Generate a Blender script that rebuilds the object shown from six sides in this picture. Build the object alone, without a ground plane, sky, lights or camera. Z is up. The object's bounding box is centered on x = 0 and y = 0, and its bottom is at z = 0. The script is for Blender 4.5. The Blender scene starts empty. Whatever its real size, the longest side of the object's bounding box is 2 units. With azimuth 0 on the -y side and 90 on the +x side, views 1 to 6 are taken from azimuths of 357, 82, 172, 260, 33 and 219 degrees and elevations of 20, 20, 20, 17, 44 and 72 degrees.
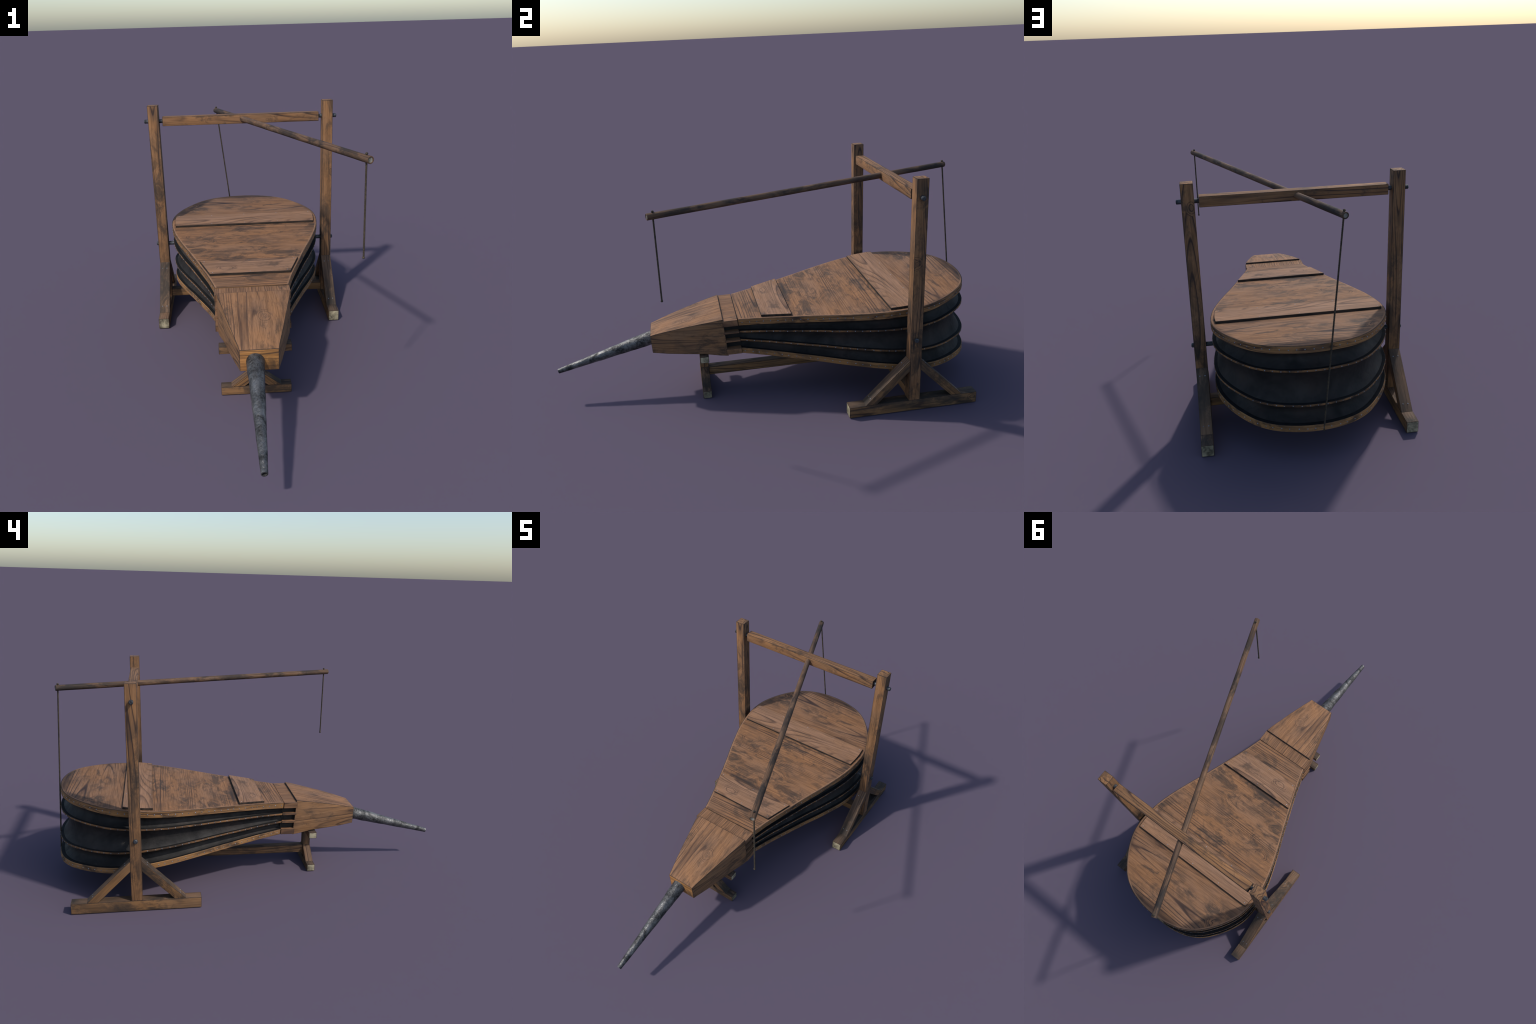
"""Large forge bellows on a timber stand with a swing lever, built part by part."""
import bpy, bmesh, math, random
import numpy as np
from mathutils import Vector, Matrix

random.seed(7)
COL = bpy.context.scene.collection

# --------------------------------------------------------------------------
# materials
# --------------------------------------------------------------------------
class Tree:
    """Small helper that wires shader nodes."""
    def __init__(self, name):
        self.mat = bpy.data.materials.new(name)
        self.mat.use_nodes = True
        self.nt = self.mat.node_tree
        self.nt.nodes.clear()
        self.out = self.nt.nodes.new('ShaderNodeOutputMaterial')
        self.bsdf = self.nt.nodes.new('ShaderNodeBsdfPrincipled')
        self.nt.links.new(self.bsdf.outputs[0], self.out.inputs[0])

    def put(self, sock, v):
        if isinstance(v, bpy.types.NodeSocket):
            self.nt.links.new(v, sock)
        elif v is not None:
            sock.default_value = v

    def node(self, kind, **props):
        n = self.nt.nodes.new(kind)
        for k, v in props.items():
            setattr(n, k, v)
        return n

    def math(self, op, a, b=None, c=None, clamp=False):
        n = self.node('ShaderNodeMath', operation=op, use_clamp=clamp)
        for s, v in zip(n.inputs, (a, b, c)):
            self.put(s, v)
        return n.outputs[0]

    def vec(self, op, a, b):
        n = self.node('ShaderNodeVectorMath', operation=op)
        self.put(n.inputs[0], a)
        self.put(n.inputs[1], b)
        return n.outputs[0]

    def noise(self, v, scale=1.0, detail=2.0, rough=.5, dist=0.0):
        n = self.node('ShaderNodeTexNoise')
        self.put(n.inputs['Vector'], v)
        for k, x in (('Scale', scale), ('Detail', detail), ('Roughness', rough), ('Distortion', dist)):
            self.put(n.inputs[k], x)
        return n.outputs[0]

    def ramp(self, fac, *stops, ease=False):
        n = self.node('ShaderNodeValToRGB')
        e = n.color_ramp.elements
        while len(e) < len(stops):
            e.new(.5)
        for el, (p, c) in zip(e, stops):
            el.position = p
            el.color = (c, c, c, 1) if isinstance(c, (int, float)) else (*c, 1)
        if ease:
            n.color_ramp.interpolation = 'EASE'
        self.put(n.inputs[0], fac)
        return n.outputs[0]

    def mix(self, fac, a, b, mode='MIX'):
        n = self.node('ShaderNodeMix', data_type='RGBA', blend_type=mode)
        self.put(n.inputs[0], fac)
        for s, v in ((n.inputs[6], a), (n.inputs[7], b)):
            self.put(s, v if isinstance(v, bpy.types.NodeSocket) else (*v, 1))
        return n.outputs[2]

    def bump(self, height, strength, distance):
        n = self.node('ShaderNodeBump')
        self.put(n.inputs['Height'], height)
        n.inputs['Strength'].default_value = strength
        n.inputs['Distance'].default_value = distance
        self.put(self.bsdf.inputs['Normal'], n.outputs[0])

    def place(self, spread=3.0):
        """Object coordinates, shifted by each object's own seed."""
        tc = self.node('ShaderNodeTexCoord')
        oi = self.node('ShaderNodeAttribute', attribute_type='OBJECT', attribute_name='["seed"]')
        sh = self.node('ShaderNodeCombineXYZ')
        r = oi.outputs['Fac']
        self.put(sh.inputs[0], self.math('MULTIPLY', r, spread))
        self.put(sh.inputs[1], self.math('MULTIPLY', r, spread * 7.3))
        self.put(sh.inputs[2], self.math('MULTIPLY', r, spread * 3.1))
        return self.vec('ADD', tc.outputs['Object'], sh.outputs[0])


def wood(name, grain=(1, 0, 0), along=.55, across=7.0, rings=24.0, lines=1.0, dirt=.88, dirt_at=.485,
         tan=(.204, .107, .057), orange=(.243, .117, .052), ink=(.040, .023, .018),
         grime=(.030, .025, .021), knots=True, knot_scale=1.0, depth=1.0, rough=.72):
    """Painted-looking board: contour lines of a stretched noise field give the
    cathedral grain, Voronoi cells add knots, a blotchy noise adds grime."""
    t = Tree(name)
    p = t.place()
    g = [bool(c) for c in grain]

    def stretch(a, c):
        v = [a if b else c for b in g]
        if not g[2]:
            v[2] *= depth                       # < 1: rings change more slowly through the thickness
        return t.vec('MULTIPLY', p, tuple(v))

    warp = t.noise(stretch(2.2, 9.0), 1, 2, .5)
    field = t.math('MULTIPLY_ADD', warp, .022, t.noise(stretch(along, across), 1, .6, .35, .05))
    f = t.math('MULTIPLY', field, rings)
    if knots:
        vo = t.node('ShaderNodeTexVoronoi')
        t.put(vo.inputs['Vector'], stretch(5.0 * knot_scale, 8.0 * knot_scale))
        vo.inputs['Scale'].default_value = 1
        pick = t.node('ShaderNodeSeparateColor')
        t.put(pick.inputs[0], vo.outputs['Color'])
        chosen = t.ramp(pick.outputs[0], (.80, 0), (.81, 1))
        near = t.ramp(vo.outputs['Distance'], (0, 1), (.14, .5), (.30, 0), ease=True)
        knot = t.math('MULTIPLY', near, chosen)
        f = t.math('MULTIPLY_ADD', knot, 4.2, f)
    band = t.math('FRACT', f)
    ring = t.ramp(band, (0, 0), (.07, .15), (.15, 1), (.68, 1), (.92, .45), (.98, 0))
    patchy = t.ramp(t.noise(stretch(1.0, 9.0), 1, 2), (.42, .10), (.53, 1))
    if knots:
        patchy = t.math('MAXIMUM', patchy, t.ramp(knot, (.02, 0), (.15, 1)))
    broken = t.ramp(t.noise(stretch(7, 60), 1, 2), (.28, .55), (.44, 1))
    inkness = t.math('MULTIPLY', t.math('MULTIPLY', t.math('SUBTRACT', 1, ring), patchy), broken)
    inkness = t.math('MULTIPLY', inkness, lines)
    fibre = t.noise(stretch(10, 330), 1, 3, .6)
    streak = t.noise(stretch(2.2, 60), 1, 4, .65)
    tone = t.noise(stretch(5.0, 9.0), 1, 4, .6)
    col = t.mix(t.ramp(tone, (.38, 0), (.62, 1)), tan, orange)
    col = t.mix(1, col, t.ramp(streak, (.30, .70), (.50, 1), (.70, 1.14)), 'MULTIPLY')
    col = t.mix(1, col, t.ramp(fibre, (.32, .68), (.56, 1.08)), 'MULTIPLY')
    col = t.mix(inkness, col, ink)
    stain = t.noise(stretch(9.0, 17.0), 1, 8, .72, .6)
    own = t.node('ShaderNodeAttribute', attribute_type='OBJECT', attribute_name='["grime"]')
    stain = t.math('ADD', stain, own.outputs['Fac'])
    stain = t.ramp(stain, (dirt_at, 0), (dirt_at + .10, .75), (dirt_at + .22, 1))
    broad = t.ramp(t.noise(stretch(2.6, 5.0), 1, 2), (.38, .10), (.56, 1))
    col = t.mix(t.math('MULTIPLY', t.math('MULTIPLY', stain, broad), dirt), col, grime)
    t.put(t.bsdf.inputs['Base Color'], col)
    t.put(t.bsdf.inputs['Roughness'], t.ramp(fibre, (.3, rough + .12), (.7, rough - .06)))
    t.bsdf.inputs['Specular IOR Level'].default_value = .25
    h = t.math('MULTIPLY_ADD', inkness, -1.0, t.math('MULTIPLY', fibre, .45))
    t.bump(h, .35, .002)
    return t.mat


def plain_wood(name, a, b, scale=(30, 30, 30), rough=.85):
    t = Tree(name)
    p = t.place()
    n = t.noise(t.vec('MULTIPLY', p, scale), 1, 5, .65, .4)
    col = t.mix(t.ramp(n, (.38, 0), (.62, 1)), a, b)
    t.put(t.bsdf.inputs['Base Color'], col)
    t.bsdf.inputs['Roughness'].default_value = rough
    t.bsdf.inputs['Specular IOR Level'].default_value = .2
    t.bump(n, .3, .002)
    return t.mat


def leather(name):
    t = Tree(name)
    p = t.place(1.0)
    big = t.noise(p, 7, 5, .62, .6)
    col = t.mix(t.ramp(big, (.38, 0), (.66, 1)), (.0115, .0105, .0100), (.031, .0272, .0243))  # leather tones darkened partway toward the ambient shade in the folds
    warm = t.ramp(t.noise(p, 4.5, 3, .6), (.52, 0), (.72, .75))
    col = t.mix(warm, col, (.036, .0245, .0205))
    dark = t.ramp(t.noise(p, 16, 5, .7, .4), (.52, 0), (.72, .7))
    col = t.mix(dark, col, (.0085, .0083, .0083))
    t.put(t.bsdf.inputs['Base Color'], col)
    t.put(t.bsdf.inputs['Roughness'], t.ramp(big, (.3, .72), (.7, .58)))
    t.bsdf.inputs['Specular IOR Level'].default_value = .22
    t.bump(t.math('ADD', t.noise(p, 60, 5, .65), t.noise(p, 14, 3, .6, 1.0)), .45, .004)
    return t.mat


def metal(name, dark, light, metallic, rough, scale=22, relief=.5):
    """Tarnished metal: rough dark patches over a brighter worn ground."""
    t = Tree(name)
    p = t.place(1.0)
    n = t.noise(p, scale, 6, .68, .6)
    fine = t.noise(p, scale * 6, 4, .65)
    v = t.math('MULTIPLY_ADD', fine, .28, t.math('MULTIPLY', n, .78))
    worn = t.ramp(v, (.43, 0), (.66, 1))
    col = t.mix(worn, dark, light)
    t.put(t.bsdf.inputs['Base Color'], col)
    t.bsdf.inputs['Metallic'].default_value = metallic
    t.put(t.bsdf.inputs['Roughness'], t.ramp(worn, (0, min(1, rough + .38)), (.55, rough + .12), (1, rough)))
    t.bump(t.math('ADD', t.noise(p, scale * 1.5, 4, .6), t.math('MULTIPLY', fine, .6)), relief, .006)
    return t.mat


def rope_material():
    t = Tree('hemp_rope')
    p = t.place(1.0)
    n = t.noise(p, 160, 4, .6)
    blot = t.noise(p, 35, 3, .6)
    col = t.mix(t.ramp(n, (.35, 0), (.65, 1)), (.026, .020, .013), (.085, .062, .036))
    col = t.mix(t.ramp(blot, (.45, 0), (.65, .8)), col, (.020, .016, .012))
    t.put(t.bsdf.inputs['Base Color'], col)
    t.bsdf.inputs['Roughness'].default_value = .9
    t.bump(n, .4, .001)
    return t.mat


M_LID = wood('lid_wood', dirt=.92, dirt_at=.468)
M_BATTEN = wood('batten_wood', lines=.8, dirt=.7, dirt_at=.53, tan=(.238, .132, .078), orange=(.250, .132, .070))
M_BEAM = wood('beam_wood', along=.8, across=14, rings=14, knot_scale=1.5, dirt=.88, dirt_at=.485,
              tan=(.206, .111, .056), orange=(.245, .121, .051))
M_DARK = wood('weathered_wood', along=.9, across=14, rings=14, knot_scale=1.5, lines=.9, dirt=.9, dirt_at=.455,
              tan=(.195, .108, .054), orange=(.230, .116, .046))
M_DARK_TOP = wood('sooty_top_wood', along=.9, across=14, rings=14, knot_scale=1.5, lines=.9, dirt=.94, dirt_at=.385,
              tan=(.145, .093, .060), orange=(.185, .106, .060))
M_POLE = wood('pole_wood', along=2.0, across=26, rings=7, lines=.8, dirt=.93, dirt_at=.41,
              tan=(.150, .090, .054), orange=(.142, .078, .042), grime=(.019, .018, .017), knots=False)
M_RIM = wood('rim_wood', grain=(1, 1, 0), along=3.0, across=60, rings=6, lines=.85, dirt=.95, dirt_at=.48,
             tan=(.250, .130, .055), orange=(.290, .145, .052), knots=False)
M_RIB = wood('rib_wood', grain=(1, 1, 0), along=5.0, across=60, rings=6, lines=.85, dirt=.97, dirt_at=.43,
             tan=(.200, .102, .044), orange=(.250, .122, .046), grime=(.014, .013, .012), knots=False)
M_HEAD = wood('block_wood', depth=.22, along=.45, across=13, rings=17, lines=.75, dirt_at=.51, dirt=.8, knot_scale=1.25,
              tan=(.212, .113, .061), orange=(.248, .122, .056))
M_HEAD_SIDE = wood('block_side_wood', grain=(1, 1, 0), along=.7, across=18, rings=13, lines=.85, dirt_at=.50, dirt=.85,
                   tan=(.205, .112, .058), orange=(.245, .124, .054), knots=False)
M_HEAD_FRONT = wood('block_front_wood', grain=(0, 1, 0), along=2.5, across=26, rings=8, lines=.9, dirt_at=.48,
                    tan=(.32, .150, .055), orange=(.40, .185, .055), knots=False)
M_STRAP_SIDE = plain_wood('sooty_wood', (.014, .012, .011), (.050, .034, .024), (12, 60, 60))  # near-black: occlusion shade of the batten sides baked into the wood colour
M_EDGE = plain_wood('worn_wood', (.190, .104, .060), (.255, .140, .078), (14, 30, 30))
M_END = plain_wood('pale_end_grain', (.085, .072, .050), (.40, .345, .225), (22, 22, 22))
M_POLE_END = plain_wood('grey_end_grain', (.10, .095, .08), (.33, .31, .26), (60, 60, 60))
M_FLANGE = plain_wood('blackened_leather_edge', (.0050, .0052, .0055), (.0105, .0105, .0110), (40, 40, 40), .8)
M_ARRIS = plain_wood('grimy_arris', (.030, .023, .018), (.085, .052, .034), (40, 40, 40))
M_LEATHER = leather('black_leather')
M_IRON = metal('grey_iron', (.020, .0195, .019), (.150, .148, .145), .5, .28, 20, .6)  # light tone raised a little to carry the glint near the block
M_ROD = metal('dark_iron', (.030, .033, .038), (.095, .103, .112), .5, .42, 60, .25)
M_NAIL = metal('nail_steel', (.10, .115, .135), (.36, .40, .46), .6, .35, 90, .1)
M_ROPE = rope_material()

# --------------------------------------------------------------------------
# mesh helpers
# --------------------------------------------------------------------------
COUNT = [0]


def add(name, bm, mats, parent, frame=None, smooth=None):
    """Turn a bmesh (world coordinates) into a child object with local frame `frame`."""
    bmesh.ops.recalc_face_normals(bm, faces=bm.faces[:])
    if frame is not None:
        bm.transform(frame.inverted())
    me = bpy.data.meshes.new(name)
    bm.to_mesh(me)
    bm.free()
    for m in mats:
        me.materials.append(m)
    ob = bpy.data.objects.new(name, me)
    COL.objects.link(ob)
    ob.parent = parent
    COUNT[0] += 1
    ob['grime'] = 0.0
    ob['seed'] = (COUNT[0] * .6180339) % 1.0
    if frame is not None:
        ob.matrix_parent_inverse = Matrix.Identity(4)
        ob.matrix_world = frame if parent is None else frame
        # parents all sit at the world origin with no rotation, or carry a frame of their own
        if parent is not None:
            ob.matrix_basis = parent_world(parent).inverted() @ frame
    elif parent is not None:
        ob.matrix_basis = parent_world(parent).inverted()
    if smooth is not None:
        me.shade_smooth()
        me.set_sharp_from_angle(angle=math.radians(smooth))
    return ob


def parent_world(ob):
    m = ob.matrix_basis.copy()
    while ob.parent:
        ob = ob.parent
        m = ob.matrix_basis @ m
    return m


def frame_along(a, b, up=(0, 0, 1)):
    """Frame at the middle of a-b: local x runs along it, local z as close to `up` as possible."""
    a, b, up = Vector(a), Vector(b), Vector(up)
    x = (b - a).normalized()
    y = up.cross(x).normalized()
    z = x.cross(y)
    m = Matrix((x, y, z)).transposed().to_4x4()
    m.translation = (a + b) / 2
    return m


def beam(name, a, b, wide, tall, parent, mats=None, up=(0, 0, 1), bevel=.0018, cut_a=None, cut_b=None):
    """Squared timber from a to b. cut_a / cut_b: (point, normal) planes that trim the ends."""
    fr = frame_along(a, b, up)
    length = (Vector(b) - Vector(a)).length
    bm = bmesh.new()
    bmesh.ops.create_cube(bm, size=1)
    bmesh.ops.scale(bm, vec=(length, wide, tall), verts=bm.verts[:])
    bm.transform(fr)
    for cut in (cut_a, cut_b):
        if cut:
            r = bmesh.ops.bisect_plane(bm, geom=bm.verts[:] + bm.edges[:] + bm.faces[:], plane_co=cut[0],
                                       plane_no=cut[1], clear_outer=True)
            bmesh.ops.holes_fill(bm, edges=bm.edges[:])
    bmesh.ops.recalc_face_normals(bm, faces=bm.faces[:])
    if bevel:
        bmesh.ops.bevel(bm, geom=bm.edges[:], offset=bevel, segments=2, profile=.6, affect='EDGES', clamp_overlap=True)
    ax = fr.to_3x3().col[0]
    bm.normal_update()
    for f in bm.faces:
        f.material_index = 1 if abs(f.normal.dot(ax)) > .95 else 0
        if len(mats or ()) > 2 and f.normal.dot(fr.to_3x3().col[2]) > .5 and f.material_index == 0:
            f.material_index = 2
        if min(e.calc_length() for e in f.edges) < bevel * 1.2:      # dark outline painted along the arrises
            f.material_index = 3
    mats = list(mats or [M_BEAM, M_BEAM])
    mats = mats + [mats[0]] * (3 - len(mats)) + [M_ARRIS]
    return add(name, bm, mats, parent, fr, smooth=50)


def rod(name, a, b, radius, parent, mats, sides=20, chamfer=.002, radius_b=None, rows=1, ripple=0.0):
    """Round bar from a to b (cone if radius_b is given)."""
    fr = frame_along(a, b)
    length = (Vector(b) - Vector(a)).length
    rb = radius if radius_b is None else radius_b
    bm = bmesh.new()
    rings = []
    prof = [(-length / 2, radius - chamfer)] + \
           [(-length / 2 + chamfer + (length - 2 * chamfer) * i / rows, radius + (rb - radius) * i / rows) for i in range(rows + 1)] + \
           [(length / 2, rb - chamfer)]
    rnd = random.Random(len(name) * 13)
    ph = [rnd.uniform(0, 6.28) for _ in range(4)]
    for x, r in prof:
        ring = []
        for k in range(sides):
            t = 2 * math.pi * k / sides
            rr = r * (1 + ripple * (math.sin(23 * x + 2 * t + ph[0]) + .7 * math.sin(41 * x - 3 * t + ph[1])))
            ring.append(bm.verts.new((x, rr * math.cos(t), rr * math.sin(t))))
        rings.append(ring)
    for r0, r1 in zip(rings, rings[1:]):
        for k in range(sides):
            bm.faces.new((r0[k], r0[(k + 1) % sides], r1[(k + 1) % sides], r1[k]))
    for r, sx in ((rings[0], -1), (rings[-1], 1)):
        if len(mats) > 1:                                   # bark rim round a sunk heartwood disc
            for dx, q in ((0, .86), (-.0018, .80)):
                inner = [bm.verts.new((v.co.x + sx * dx, v.co.y * q, v.co.z * q)) for v in r]
                for k in range(sides):
                    bm.faces.new((r[k], r[(k + 1) % sides], inner[(k + 1) % sides], inner[k]))
                r = inner
        bm.faces.new(r).material_index = 1 if len(mats) > 1 else 0
    bm.transform(fr)
    return add(name, bm, mats, parent, fr, smooth=40)


def domes(name, spots, radius, parent, squash=.55):
    """Nail heads: flattened domes at (position, normal)."""
    bm = bmesh.new()
    for pos, nor in spots:
        nor = Vector(nor).normalized()
        q = nor.to_track_quat('Z', 'Y').to_matrix().to_4x4()
        m = Matrix.Translation(pos) @ q @ Matrix.Diagonal((1, 1, squash, 1))
        bmesh.ops.create_icosphere(bm, subdivisions=2, radius=radius * random.uniform(.9, 1.08), matrix=m)
    ob = add(name, bm, [M_NAIL], parent, None, smooth=60)
    ob['kind'] = 'stuff'
    return ob


# --------------------------------------------------------------------------
# the bellows outline: half width against distance from the hinge
# --------------------------------------------------------------------------
HINGE = -.136
PROFILE = [(-.136, .1555), (-.08, .171), (-.02, .189), (.08, .224), (.2, .2665), (.3, .305), (.42, .346),
           (.50, .366), (.56, .3745), (.61, .3775), (.66, .3745), (.71, .364), (.76, .343), (.81, .314), (.86, .276),
           (.90, .238), (.93, .195), (.952, .148), (.968, .085), (.9745, .035), (.9755, 0)]


def outline(n=150):
    """Smooth closed-at-the-back curve (x, y) from the +x hinge corner round to the -x one."""
    pts = [Vector((w, y, 0)) for y, w in PROFILE]
    pts = pts + [Vector((-p.x, p.y, 0)) for p in pts[-2::-1]]
    fine = []
    for i in range(len(pts) - 1):                      # Catmull-Rom
        p0, p1, p2, p3 = pts[max(i - 1, 0)], pts[i], pts[i + 1], pts[min(i + 2, len(pts) - 1)]
        for k in range(12):
            t = k / 12
            fine.append(.5 * ((2 * p1) + (p2 - p0) * t + (2 * p0 - 5 * p1 + 4 * p2 - p3) * t * t
                              + (3 * p1 - p0 - 3 * p2 + p3) * t ** 3))
    fine.append(pts[-1])
    xy = np.array([(p.x, p.y) for p in fine])
    s = np.concatenate([[0], np.cumsum(np.hypot(*np.diff(xy, axis=0).T))])
    u = np.linspace(0, s[-1], n)
    xy = np.stack([np.interp(u, s, xy[:, 0]), np.interp(u, s, xy[:, 1])], 1)
    tan = np.gradient(xy, axis=0)
    tan /= np.linalg.norm(tan, axis=1)[:, None]
    nor = np.stack([tan[:, 1], -tan[:, 0]], 1)          # outward
    for _ in range(3):
        nor[1:-1] = (nor[:-2] + nor[1:-1] * 2 + nor[2:]) / 4
    nor[0], nor[-1] = (1, 0), (-1, 0)                   # hinge ends move straight inward
    return xy, nor, s[-1]


XY, NOR, LENGTH = outline()
LEAN = .067                                             # layers below the lid sit a little further back


def lid_height(y):
    return .4013 + .0871 * (y - HINGE)


def layer_point(x, y, z_hinge, slope):
    z = z_hinge + slope * (y - HINGE)
    return Vector((x, y + LEAN * (lid_height(y) - z), z))


def ring(z_hinge, slope, inset=0.0):
    p = XY - NOR * inset
    return [layer_point(x, y, z_hinge, slope) for x, y in p]


# heights at the hinge and slopes of the four hard layers (top and bottom faces)
LID = (.4013, .0871, .0325)
RIB_A = (.3405, .0490, .0090)
RIB_B = (.2985, -.0465, .0090)
BOTTOM = (.2528, -.0872, .0278)


def slab(name, layer, parent, side_mat, cap_mat, edge=.0015, border=None, under_mat=None, shrink=0.0):
    """Solid board of the bellows outline; `border` adds a worn strip round the top face."""
    z, m, thick = layer
    tilt = math.atan(m)
    rows = [(z, edge), (z - edge, 0), (z - thick + edge, 0), (z - thick, edge)]
    mats = [cap_mat, side_mat, M_EDGE, under_mat or cap_mat, M_ARRIS]
    if border:
        rows = [(z, border), (z - .0006, edge * 1.5)] + rows[1:]
    bm = bmesh.new()
    loops = [[bm.verts.new(p) for p in ring(zz, m, ins + shrink)] for zz, ins in rows]
    n = len(loops[0])
    for j in range(len(loops) - 1):
        for i in range(n):
            k = (i + 1) % n
            f = bm.faces.new((loops[j][i], loops[j][k], loops[j + 1][k], loops[j + 1][i]))
            f.material_index = 2 if (border and j == 0 and i < n - 1) else (0 if j == 0 and border else 4 if (border and j == 1) else 1)
    bm.faces.new(loops[0]).material_index = 0
    bm.faces.new(loops[-1]).material_index = 3
    fr = Matrix.Translation((0, HINGE, z)) @ Matrix.Rotation(tilt, 4, 'X')
    return add(name, bm, mats, parent, fr, smooth=35)


def outline_at(dist):
    """Position and outward normal at a distance along the outline."""
    u = dist / LENGTH * (len(XY) - 1)
    i = min(int(u), len(XY) - 2)
    t = u - i
    return XY[i] * (1 - t) + XY[i + 1] * t, NOR[i] * (1 - t) + NOR[i + 1] * t


def edge_nails(layer, parent, start, step=.0338, radius=.0027):
    z, m, thick = layer
    spots = []
    d = start
    while d < LENGTH - .01:
        xy, nor = outline_at(d + random.uniform(-.003, .003))
        zz = z - thick / 2 + random.uniform(-.001, .001)
        xy = xy - nor * (0 if m == LID[1] else .0016)
        p = layer_point(xy[0], xy[1], zz, m)
        spots.append((p + Vector((nor[0], nor[1], 0)) * .0002, (nor[0], nor[1], 0)))
        d += step
    return domes('nails', spots, radius, parent)


def fold(name, upper, lower, parent, bulge):
    """Leather wall between two hard layers, curving inward."""
    zu, mu, tu = upper
    zl, ml, _ = lower
    rows = 14
    bm = bmesh.new()
    loops = []
    for j in range(rows + 1):
        t = j / rows
        lp = []
        for (x, y), (nx, ny) in zip(XY, NOR):
            top = zu - tu + mu * (y - HINGE) + .002
            bot = zl + ml * (y - HINGE) - .002
            gap = top - bot
            back = min(max((y - .40) / .40, 0), 1)
            depth = .0145 + min(bulge[0] + (bulge[1] - bulge[0]) * back * back * (3 - 2 * back), .008 + .30 * gap) * math.sin(math.pi * t) ** .75
            z = top + (bot - top) * t
            px, py = x - nx * depth, y - ny * depth
            lp.append(bm.verts.new((px, py + LEAN * (lid_height(y) - z), z)))
        loops.append(lp)
    for a, b in zip(loops, loops[1:]):
        for i in range(len(a) - 1):
            bm.faces.new((a[i], a[i + 1], b[i + 1], b[i]))
        bm.faces.new((a[-1], a[0], b[0], b[-1]))        # closing wall at the hinge
    return add(name, bm, [M_LEATHER], parent, None, smooth=60)


# --------------------------------------------------------------------------
# the thing
# --------------------------------------------------------------------------
root = bpy.data.objects.new('forge_bellows', None)
COL.objects.link(root)
root['label'] = 'large wooden forge bellows with black leather on timber stand'
root['category'] = 'bellows'

# ---- bellows body ---------------------------------------------------------
lid = slab('lid', LID, root, M_RIM, M_LID, edge=.0022, border=.0095)
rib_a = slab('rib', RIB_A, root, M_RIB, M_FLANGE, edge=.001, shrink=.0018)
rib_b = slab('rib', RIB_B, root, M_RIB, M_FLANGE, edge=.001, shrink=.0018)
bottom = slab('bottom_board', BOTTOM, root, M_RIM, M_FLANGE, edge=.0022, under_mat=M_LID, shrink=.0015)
for layer, ob, s in ((LID, lid, .018), (RIB_A, rib_a, .022), (RIB_B, rib_b, .030), (BOTTOM, bottom, .014)):
    edge_nails(layer, ob, s, radius=.0027 if layer[2] > .02 else .0025)
fold('leather_fold', LID, RIB_A, root, (.026, .032))
fold('leather_fold', RIB_A, RIB_B, root, (.015, .027))
fold('leather_fold', RIB_B, BOTTOM, root, (.026, .032))


def half_width(y):
    ys, ws = zip(*PROFILE)
    return float(np.interp(y, ys, ws))


def batten(y0, y1, margin, thick, columns):
    """Plank nailed across the lid; its ends follow the outline."""
    bm = bmesh.new()
    n = 6
    up = Vector((0, -.0871, 1)).normalized()
    right = [(half_width(y0 + (y1 - y0) * i / n) - margin, y0 + (y1 - y0) * i / n) for i in range(n + 1)]
    loop = right + [(-x, y) for x, y in reversed(right)]
    rows = []
    for h, ins in ((-.001, 0), (thick - .0012, 0), (thick, .0012)):
        row = []
        for x, y in loop:
            yy = min(max(y, y0 + ins), y1 - ins)
            base = Vector((x - math.copysign(ins, x), yy, lid_height(yy)))
            row.append(bm.verts.new(base + up * h))
        rows.append(row)
    k = len(loop)
    for a, b in zip(rows, rows[1:]):
        for i in range(k):
            bm.faces.new((a[i], a[(i + 1) % k], b[(i + 1) % k], b[i])).material_index = 1
    bm.faces.new(rows[-1])
    bm.faces.new(rows[0])
    fr = Matrix.Translation((0, (y0 + y1) / 2, lid_height((y0 + y1) / 2))) @ Matrix.Rotation(math.atan(.0871), 4, 'X')
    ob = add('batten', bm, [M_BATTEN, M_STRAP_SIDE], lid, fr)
    ob['seed'] = y0 + .52
    spots = []
    for y in (y0 + .012, y1 - .012):
        w = half_width(y) - margin - .016
        for c in range(columns):
            x = -w + 2 * w * c / (columns - 1)
            spots.append((Vector((x, y, lid_height(y))) + up * thick, up))
    domes('nails', spots, .0022, ob, .4)
    return ob


batten(-.0296, .1035, .0105, .0110, 3)
batten(.5265, .6640, .0165, .0110, 5)

# ---- collar between block and bellows ---------------------------------------
def prism(bm, stations, mat=0):
    """Loft through quads given as (y_top, y_bottom, half_width, z_bottom, z_top, x_shift)."""
    rows = []
    for yt, yb, w, zb, zt, cx in stations:
        rows.append([bm.verts.new(c) for c in ((cx - w, yb, zb), (cx + w, yb, zb), (cx + w, yt, zt), (cx - w, yt, zt))])
    faces = []
    for a, b in zip(rows, rows[1:]):
        for i in range(4):
            faces.append(bm.faces.new((a[i], a[(i + 1) % 4], b[(i + 1) % 4], b[i])))
    ends = [bm.faces.new(rows[0]), bm.faces.new(rows[-1])]
    for f in faces + ends:
        f.material_index = mat
    return ends


def tilt_y(z, y_top, y_bottom, z_top=.4013, z_bottom=.2266):
    return y_bottom + (y_top - y_bottom) * (z - z_bottom) / (z_top - z_bottom)


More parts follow.
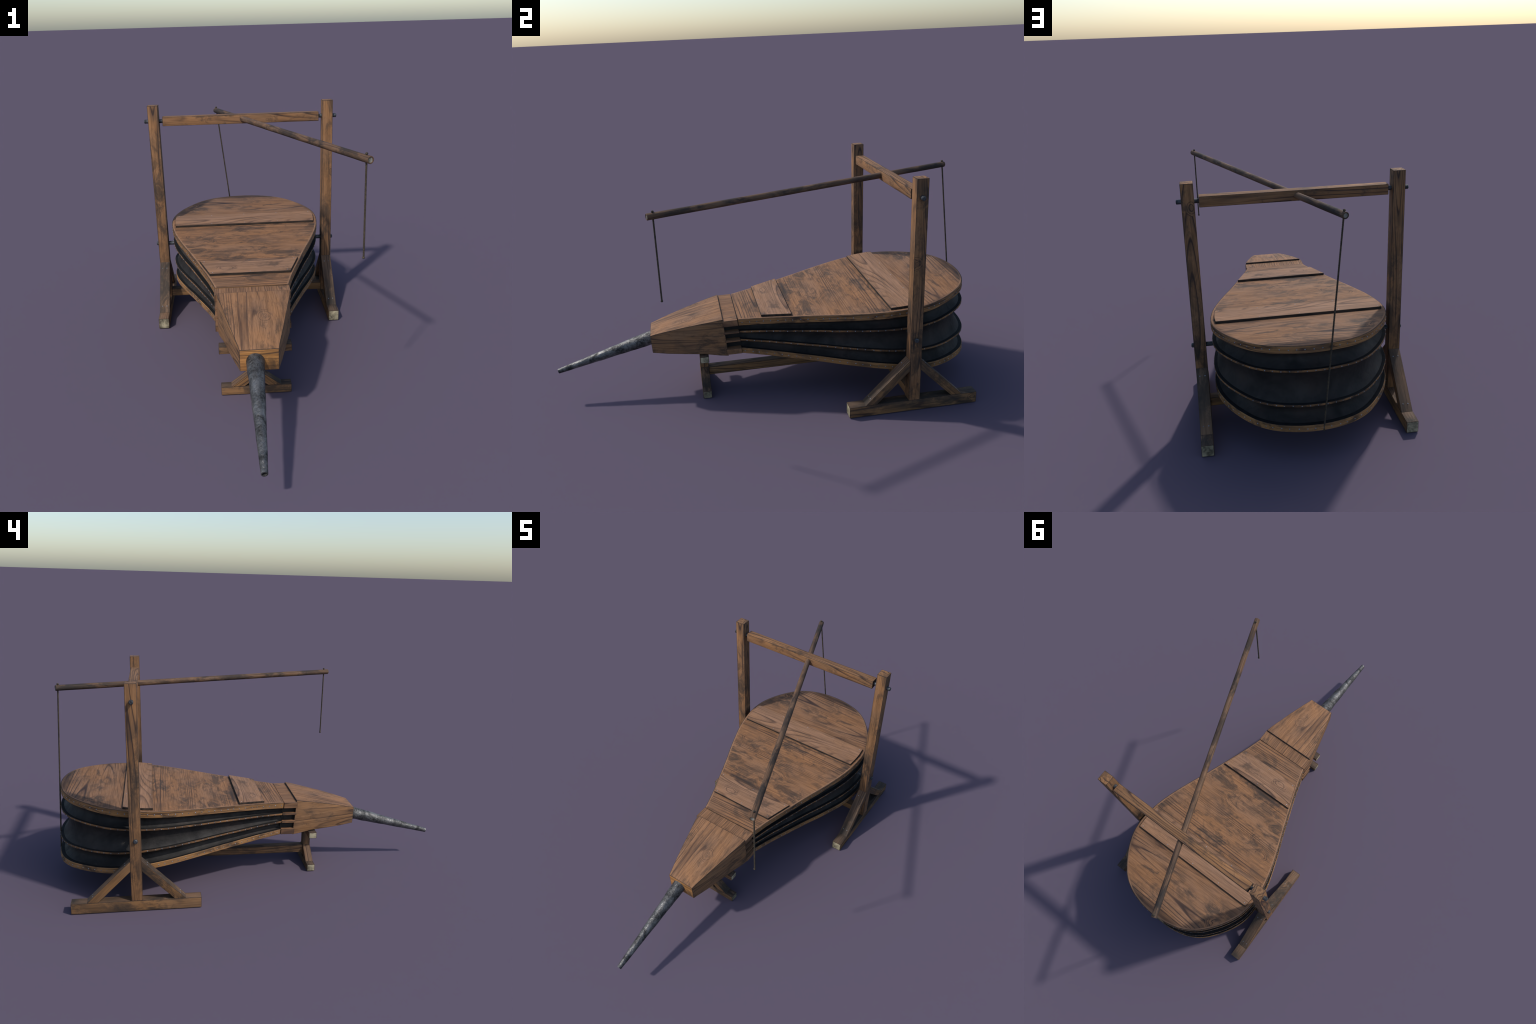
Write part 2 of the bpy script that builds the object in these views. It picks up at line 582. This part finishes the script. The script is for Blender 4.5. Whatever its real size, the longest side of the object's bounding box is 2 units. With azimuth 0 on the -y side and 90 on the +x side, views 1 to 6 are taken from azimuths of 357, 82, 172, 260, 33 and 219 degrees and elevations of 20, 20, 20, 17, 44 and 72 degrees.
bm = bmesh.new()
for zb, zt, w in ((.3690, .3990, .1572), (.3315, .3410, .1580), (.2890, .2985, .1585), (.2262, .2545, .1590)):
    st = []
    for yt, yb in ((-.2100, -.1960), (-.1390, -.1250)):
        st.append((tilt_y(zt, yt, yb), tilt_y(zb, yt, yb), w, zb, zt, 0))
    prism(bm, st)
bmesh.ops.recalc_face_normals(bm, faces=bm.faces[:])
bv = bmesh.ops.bevel(bm, geom=bm.edges[:], offset=.0014, segments=1, affect='EDGES')
for f in bv['faces']:
    f.material_index = 1
fr = Matrix.Translation((0, -.17, .31)) @ Matrix.Rotation(math.pi / 2, 4, 'Z')
collar = add('collar', bm, [M_HEAD, M_ARRIS], root, fr, smooth=40)
bm = bmesh.new()
st = [(tilt_y(.397, yt, yb), tilt_y(.229, yt, yb), .130, .229, .397, 0) for yt, yb in ((-.2105, -.1965), (-.136, -.122))]
prism(bm, st)
add('leather_core', bm, [M_LEATHER], collar)

# ---- wooden block that carries the nozzle -----------------------------------
CX = .0042
bm = bmesh.new()
st = []
for u, w, zb, zt in ((0, .1510, .2185, .4070), (.10, .1458, .2215, .4005), (.30, .1290, .2290, .3868), (.55, .1100, .2310, .3680),
                     (.80, .0890, .2330, .3468), (.93, .0775, .2365, .3343), (1.0, .0725, .2385, .3268)):
    st.append((-.206 - u * .3385, -.1895 - u * .351, w, zb, zt, CX * min(1, .7 + u)))
ends = prism(bm, st)
ends[1].material_index = 1
ends[0].material_index = 2
bmesh.ops.recalc_face_normals(bm, faces=bm.faces[:])
bm.normal_update()
for f in bm.faces:
    if abs(f.normal.x) > .7:
        f.material_index = 4
sharp = [e for e in bm.edges if len(e.link_faces) == 2 and e.calc_face_angle() > .6]
bv = bmesh.ops.bevel(bm, geom=sharp, offset=.0020, segments=2, affect='EDGES', profile=.6)
for f in bv['faces']:
    f.material_index = 3
fr = Matrix.Translation((CX, -.37, .31)) @ Matrix.Rotation(math.pi / 2, 4, 'Z')
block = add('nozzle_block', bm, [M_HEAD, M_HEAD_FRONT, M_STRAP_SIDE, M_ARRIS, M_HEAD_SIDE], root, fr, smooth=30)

block['seed'] = .74

# ---- iron nozzle ------------------------------------------------------------
def nozzle():
    a, b = Vector((-.011, -.530, .2815)), Vector((-.0117, -.9965, .1525))
    fr = frame_along(a, b)
    length = (b - a).length
    sides, rows = 28, 60
    bm = bmesh.new()
    rings = []
    for j in range(rows + 1):
        t = j / rows
        r = .0343 + (.0116 - .0343) * t
        lp = []
        for k in range(sides):
            th = 2 * math.pi * k / sides
            w = .018 * math.sin(9 * t * 2 + 2 * th) + .014 * math.sin(31 * t + 3 * th + 1) + .010 * math.sin(55 * t - 2 * th)
            rr = r * (1 + w)
            lp.append(bm.verts.new((-length / 2 + length * t, rr * math.cos(th), rr * math.sin(th))))
        rings.append(lp)
    x = length / 2
    for dx, r in ((.0, .0080), (-.03, .0075), (-.05, .0070)):     # open bore at the tip
        rings.append([bm.verts.new((x + dx, r * math.cos(2 * math.pi * k / sides), r * math.sin(2 * math.pi * k / sides)))
                      for k in range(sides)])
    for r0, r1 in zip(rings, rings[1:]):
        for k in range(sides):
            bm.faces.new((r0[k], r0[(k + 1) % sides], r1[(k + 1) % sides], r1[k]))
    bm.faces.new(rings[0])
    bm.faces.new(rings[-1])
    bm.transform(fr)
    return add('nozzle', bm, [M_IRON], root, fr, smooth=45)


nozzle()

# ---- rear frame: two trestles, crossbeam, stretcher --------------------------
FRAME_Y = .608
POST_X = .4298
POST_W = .0512


def trestle(side):
    x = side * POST_X
    foot = beam('foot', (x, .3085, .0262), (x, .9065, .0262), POST_W, .0524, root, [M_DARK, M_END, M_DARK_TOP], bevel=.002)
    foot['grime'] = .025
    post = beam('post', (x, FRAME_Y, .0520), (x, FRAME_Y, 1.0660), POST_W, .0520, root, [M_BEAM, M_BEAM], up=(1, 0, 0), bevel=.002)
    post['grime'] = .055 if side < 0 else .02
    for d in (-1, 1):
        # brace: a slanted timber trimmed flat on the foot and against the post
        face = FRAME_Y + d * .0255
        top, low = Vector((x, face, .2275)), Vector((x, FRAME_Y + d * .2005, .0523))
        run = (low - top).normalized()
        br = beam('brace', top - run * .06, low + run * .06, POST_W - .001, .0365, root, [M_DARK, M_DARK, M_DARK_TOP], bevel=.0015,
                  cut_a=((x, face, .1), (0, -d, 0)), cut_b=((x, 0, .0523), (0, 0, -1)))
        br['grime'] = .03
        nor = Vector((0, d * abs(run.z), abs(run.y)))
        spots = []
        for t in (.07, .93):
            c = top.lerp(low, t) + nor * .0185
            spots += [(c + Vector((q * .011, 0, 0)), nor) for q in (-1, 1)]
        domes('nails', spots, .0026, br)
    rod('pivot_rod', (side * .365, FRAME_Y - .002, .989), (side * .4765, FRAME_Y - .002, .989), .0096, post, [M_ROD], chamfer=.0025)
    rod('pivot_rod', (side * .345, FRAME_Y - .002, .3525), (side * .4665, FRAME_Y - .002, .3525), .0100, post, [M_ROD], chamfer=.0035)


for s in (-1, 1):
    trestle(s)

beam('crossbeam', (-.4048, .6065, .0748), (.4048, .6065, .0748), .0430, .0395, root, [M_DARK, M_DARK, M_DARK_TOP])
beam('stretcher', (0, -.2828, .0757), (0, .5852, .0757), .0430, .0412, root, [M_DARK, M_DARK, M_DARK_TOP])

# ---- front stand under the block ---------------------------------------------
SY = -.3028
beam('stand_foot', (-.1447, SY, .0181), (.1447, SY, .0181), .0410, .0362, root, [M_DARK, M_END, M_DARK_TOP])
beam('stand_post', (0, SY, .0360), (0, SY, .1910), .0400, .0400, root, [M_DARK, M_DARK], up=(0, 1, 0))
beam('stand_head', (-.1470, SY, .2063), (.1470, SY, .2063), .0405, .0318, root, [M_DARK, M_END, M_DARK_TOP])
for d in (-1, 1):
    top, low = Vector((d * .0200, SY, .0795)), Vector((d * .0760, SY, .0362))
    run = (low - top).normalized()
    beam('stand_brace', top - run * .06, low + run * .06, .0400, .0330, root, [M_DARK, M_DARK, M_DARK_TOP], bevel=.0015,
         cut_a=((d * .0200, SY, 0), (-d, 0, 0)), cut_b=((0, SY, .0362), (0, 0, -1)))

# ---- swing beam, lever pole, ropes ---------------------------------------------
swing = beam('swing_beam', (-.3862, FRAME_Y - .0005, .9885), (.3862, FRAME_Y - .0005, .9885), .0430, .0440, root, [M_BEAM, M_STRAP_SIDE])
swing['grime'] = -.05
A, B = Vector((.3985, -.4840, .9885)), Vector((-.1265, .9560, .9885))
pole = rod('lever_pole', A, B, .0136, root, [M_POLE, M_POLE_END], sides=24, chamfer=.0012, rows=40, ripple=.012)
# dark sunk ends: bark ring round pale heartwood
run = (B - A).normalized()


def rope(a, b, radius, parent):
    """Three twisted strands with a knot at either end."""
    a, b = Vector(a), Vector(b)
    fr = frame_along(a, b, (0, 1, 0))
    length = (b - a).length
    bm = bmesh.new()
    steps, sides = int(length / .0022), 7
    strand, lay = radius * .56, radius * .52
    for s in range(3):
        prev = None
        for i in range(steps + 1):
            x = -length / 2 + length * i / steps
            th = 2 * math.pi * (x / .021 + s / 3)
            c = Vector((x, lay * math.cos(th), lay * math.sin(th)))
            lp = [bm.verts.new(c + Vector((0, strand * math.cos(2 * math.pi * k / sides), strand * math.sin(2 * math.pi * k / sides))))
                  for k in range(sides)]
            if prev:
                for k in range(sides):
                    bm.faces.new((prev[k], prev[(k + 1) % sides], lp[(k + 1) % sides], lp[k]))
            else:
                bm.faces.new(lp)
            prev = lp
        bm.faces.new(prev)
    bm.transform(fr)
    ob = add('rope', bm, [M_ROPE], parent, fr, smooth=70)
    for p in (a, b):
        kb = bmesh.new()
        bmesh.ops.create_icosphere(kb, subdivisions=3, radius=.0055, matrix=Matrix.Translation(p) @ Matrix.Diagonal((1, 1, .85, 1)))
        add('rope_knot', kb, [M_ROPE], ob, None, smooth=70)
    return ob


def on_pole(y):
    return A + run * ((y - A.y) / run.y)


pf, pb = on_pole(-.4595), on_pole(.9440)
rope((pf.x, pf.y, 1.0060), (.3920, -.4600, .6310), .0036, root)
rope((pb.x - .001, pb.y + .001, 1.0060), (-.0310, .9955, .1300), .0036, root)
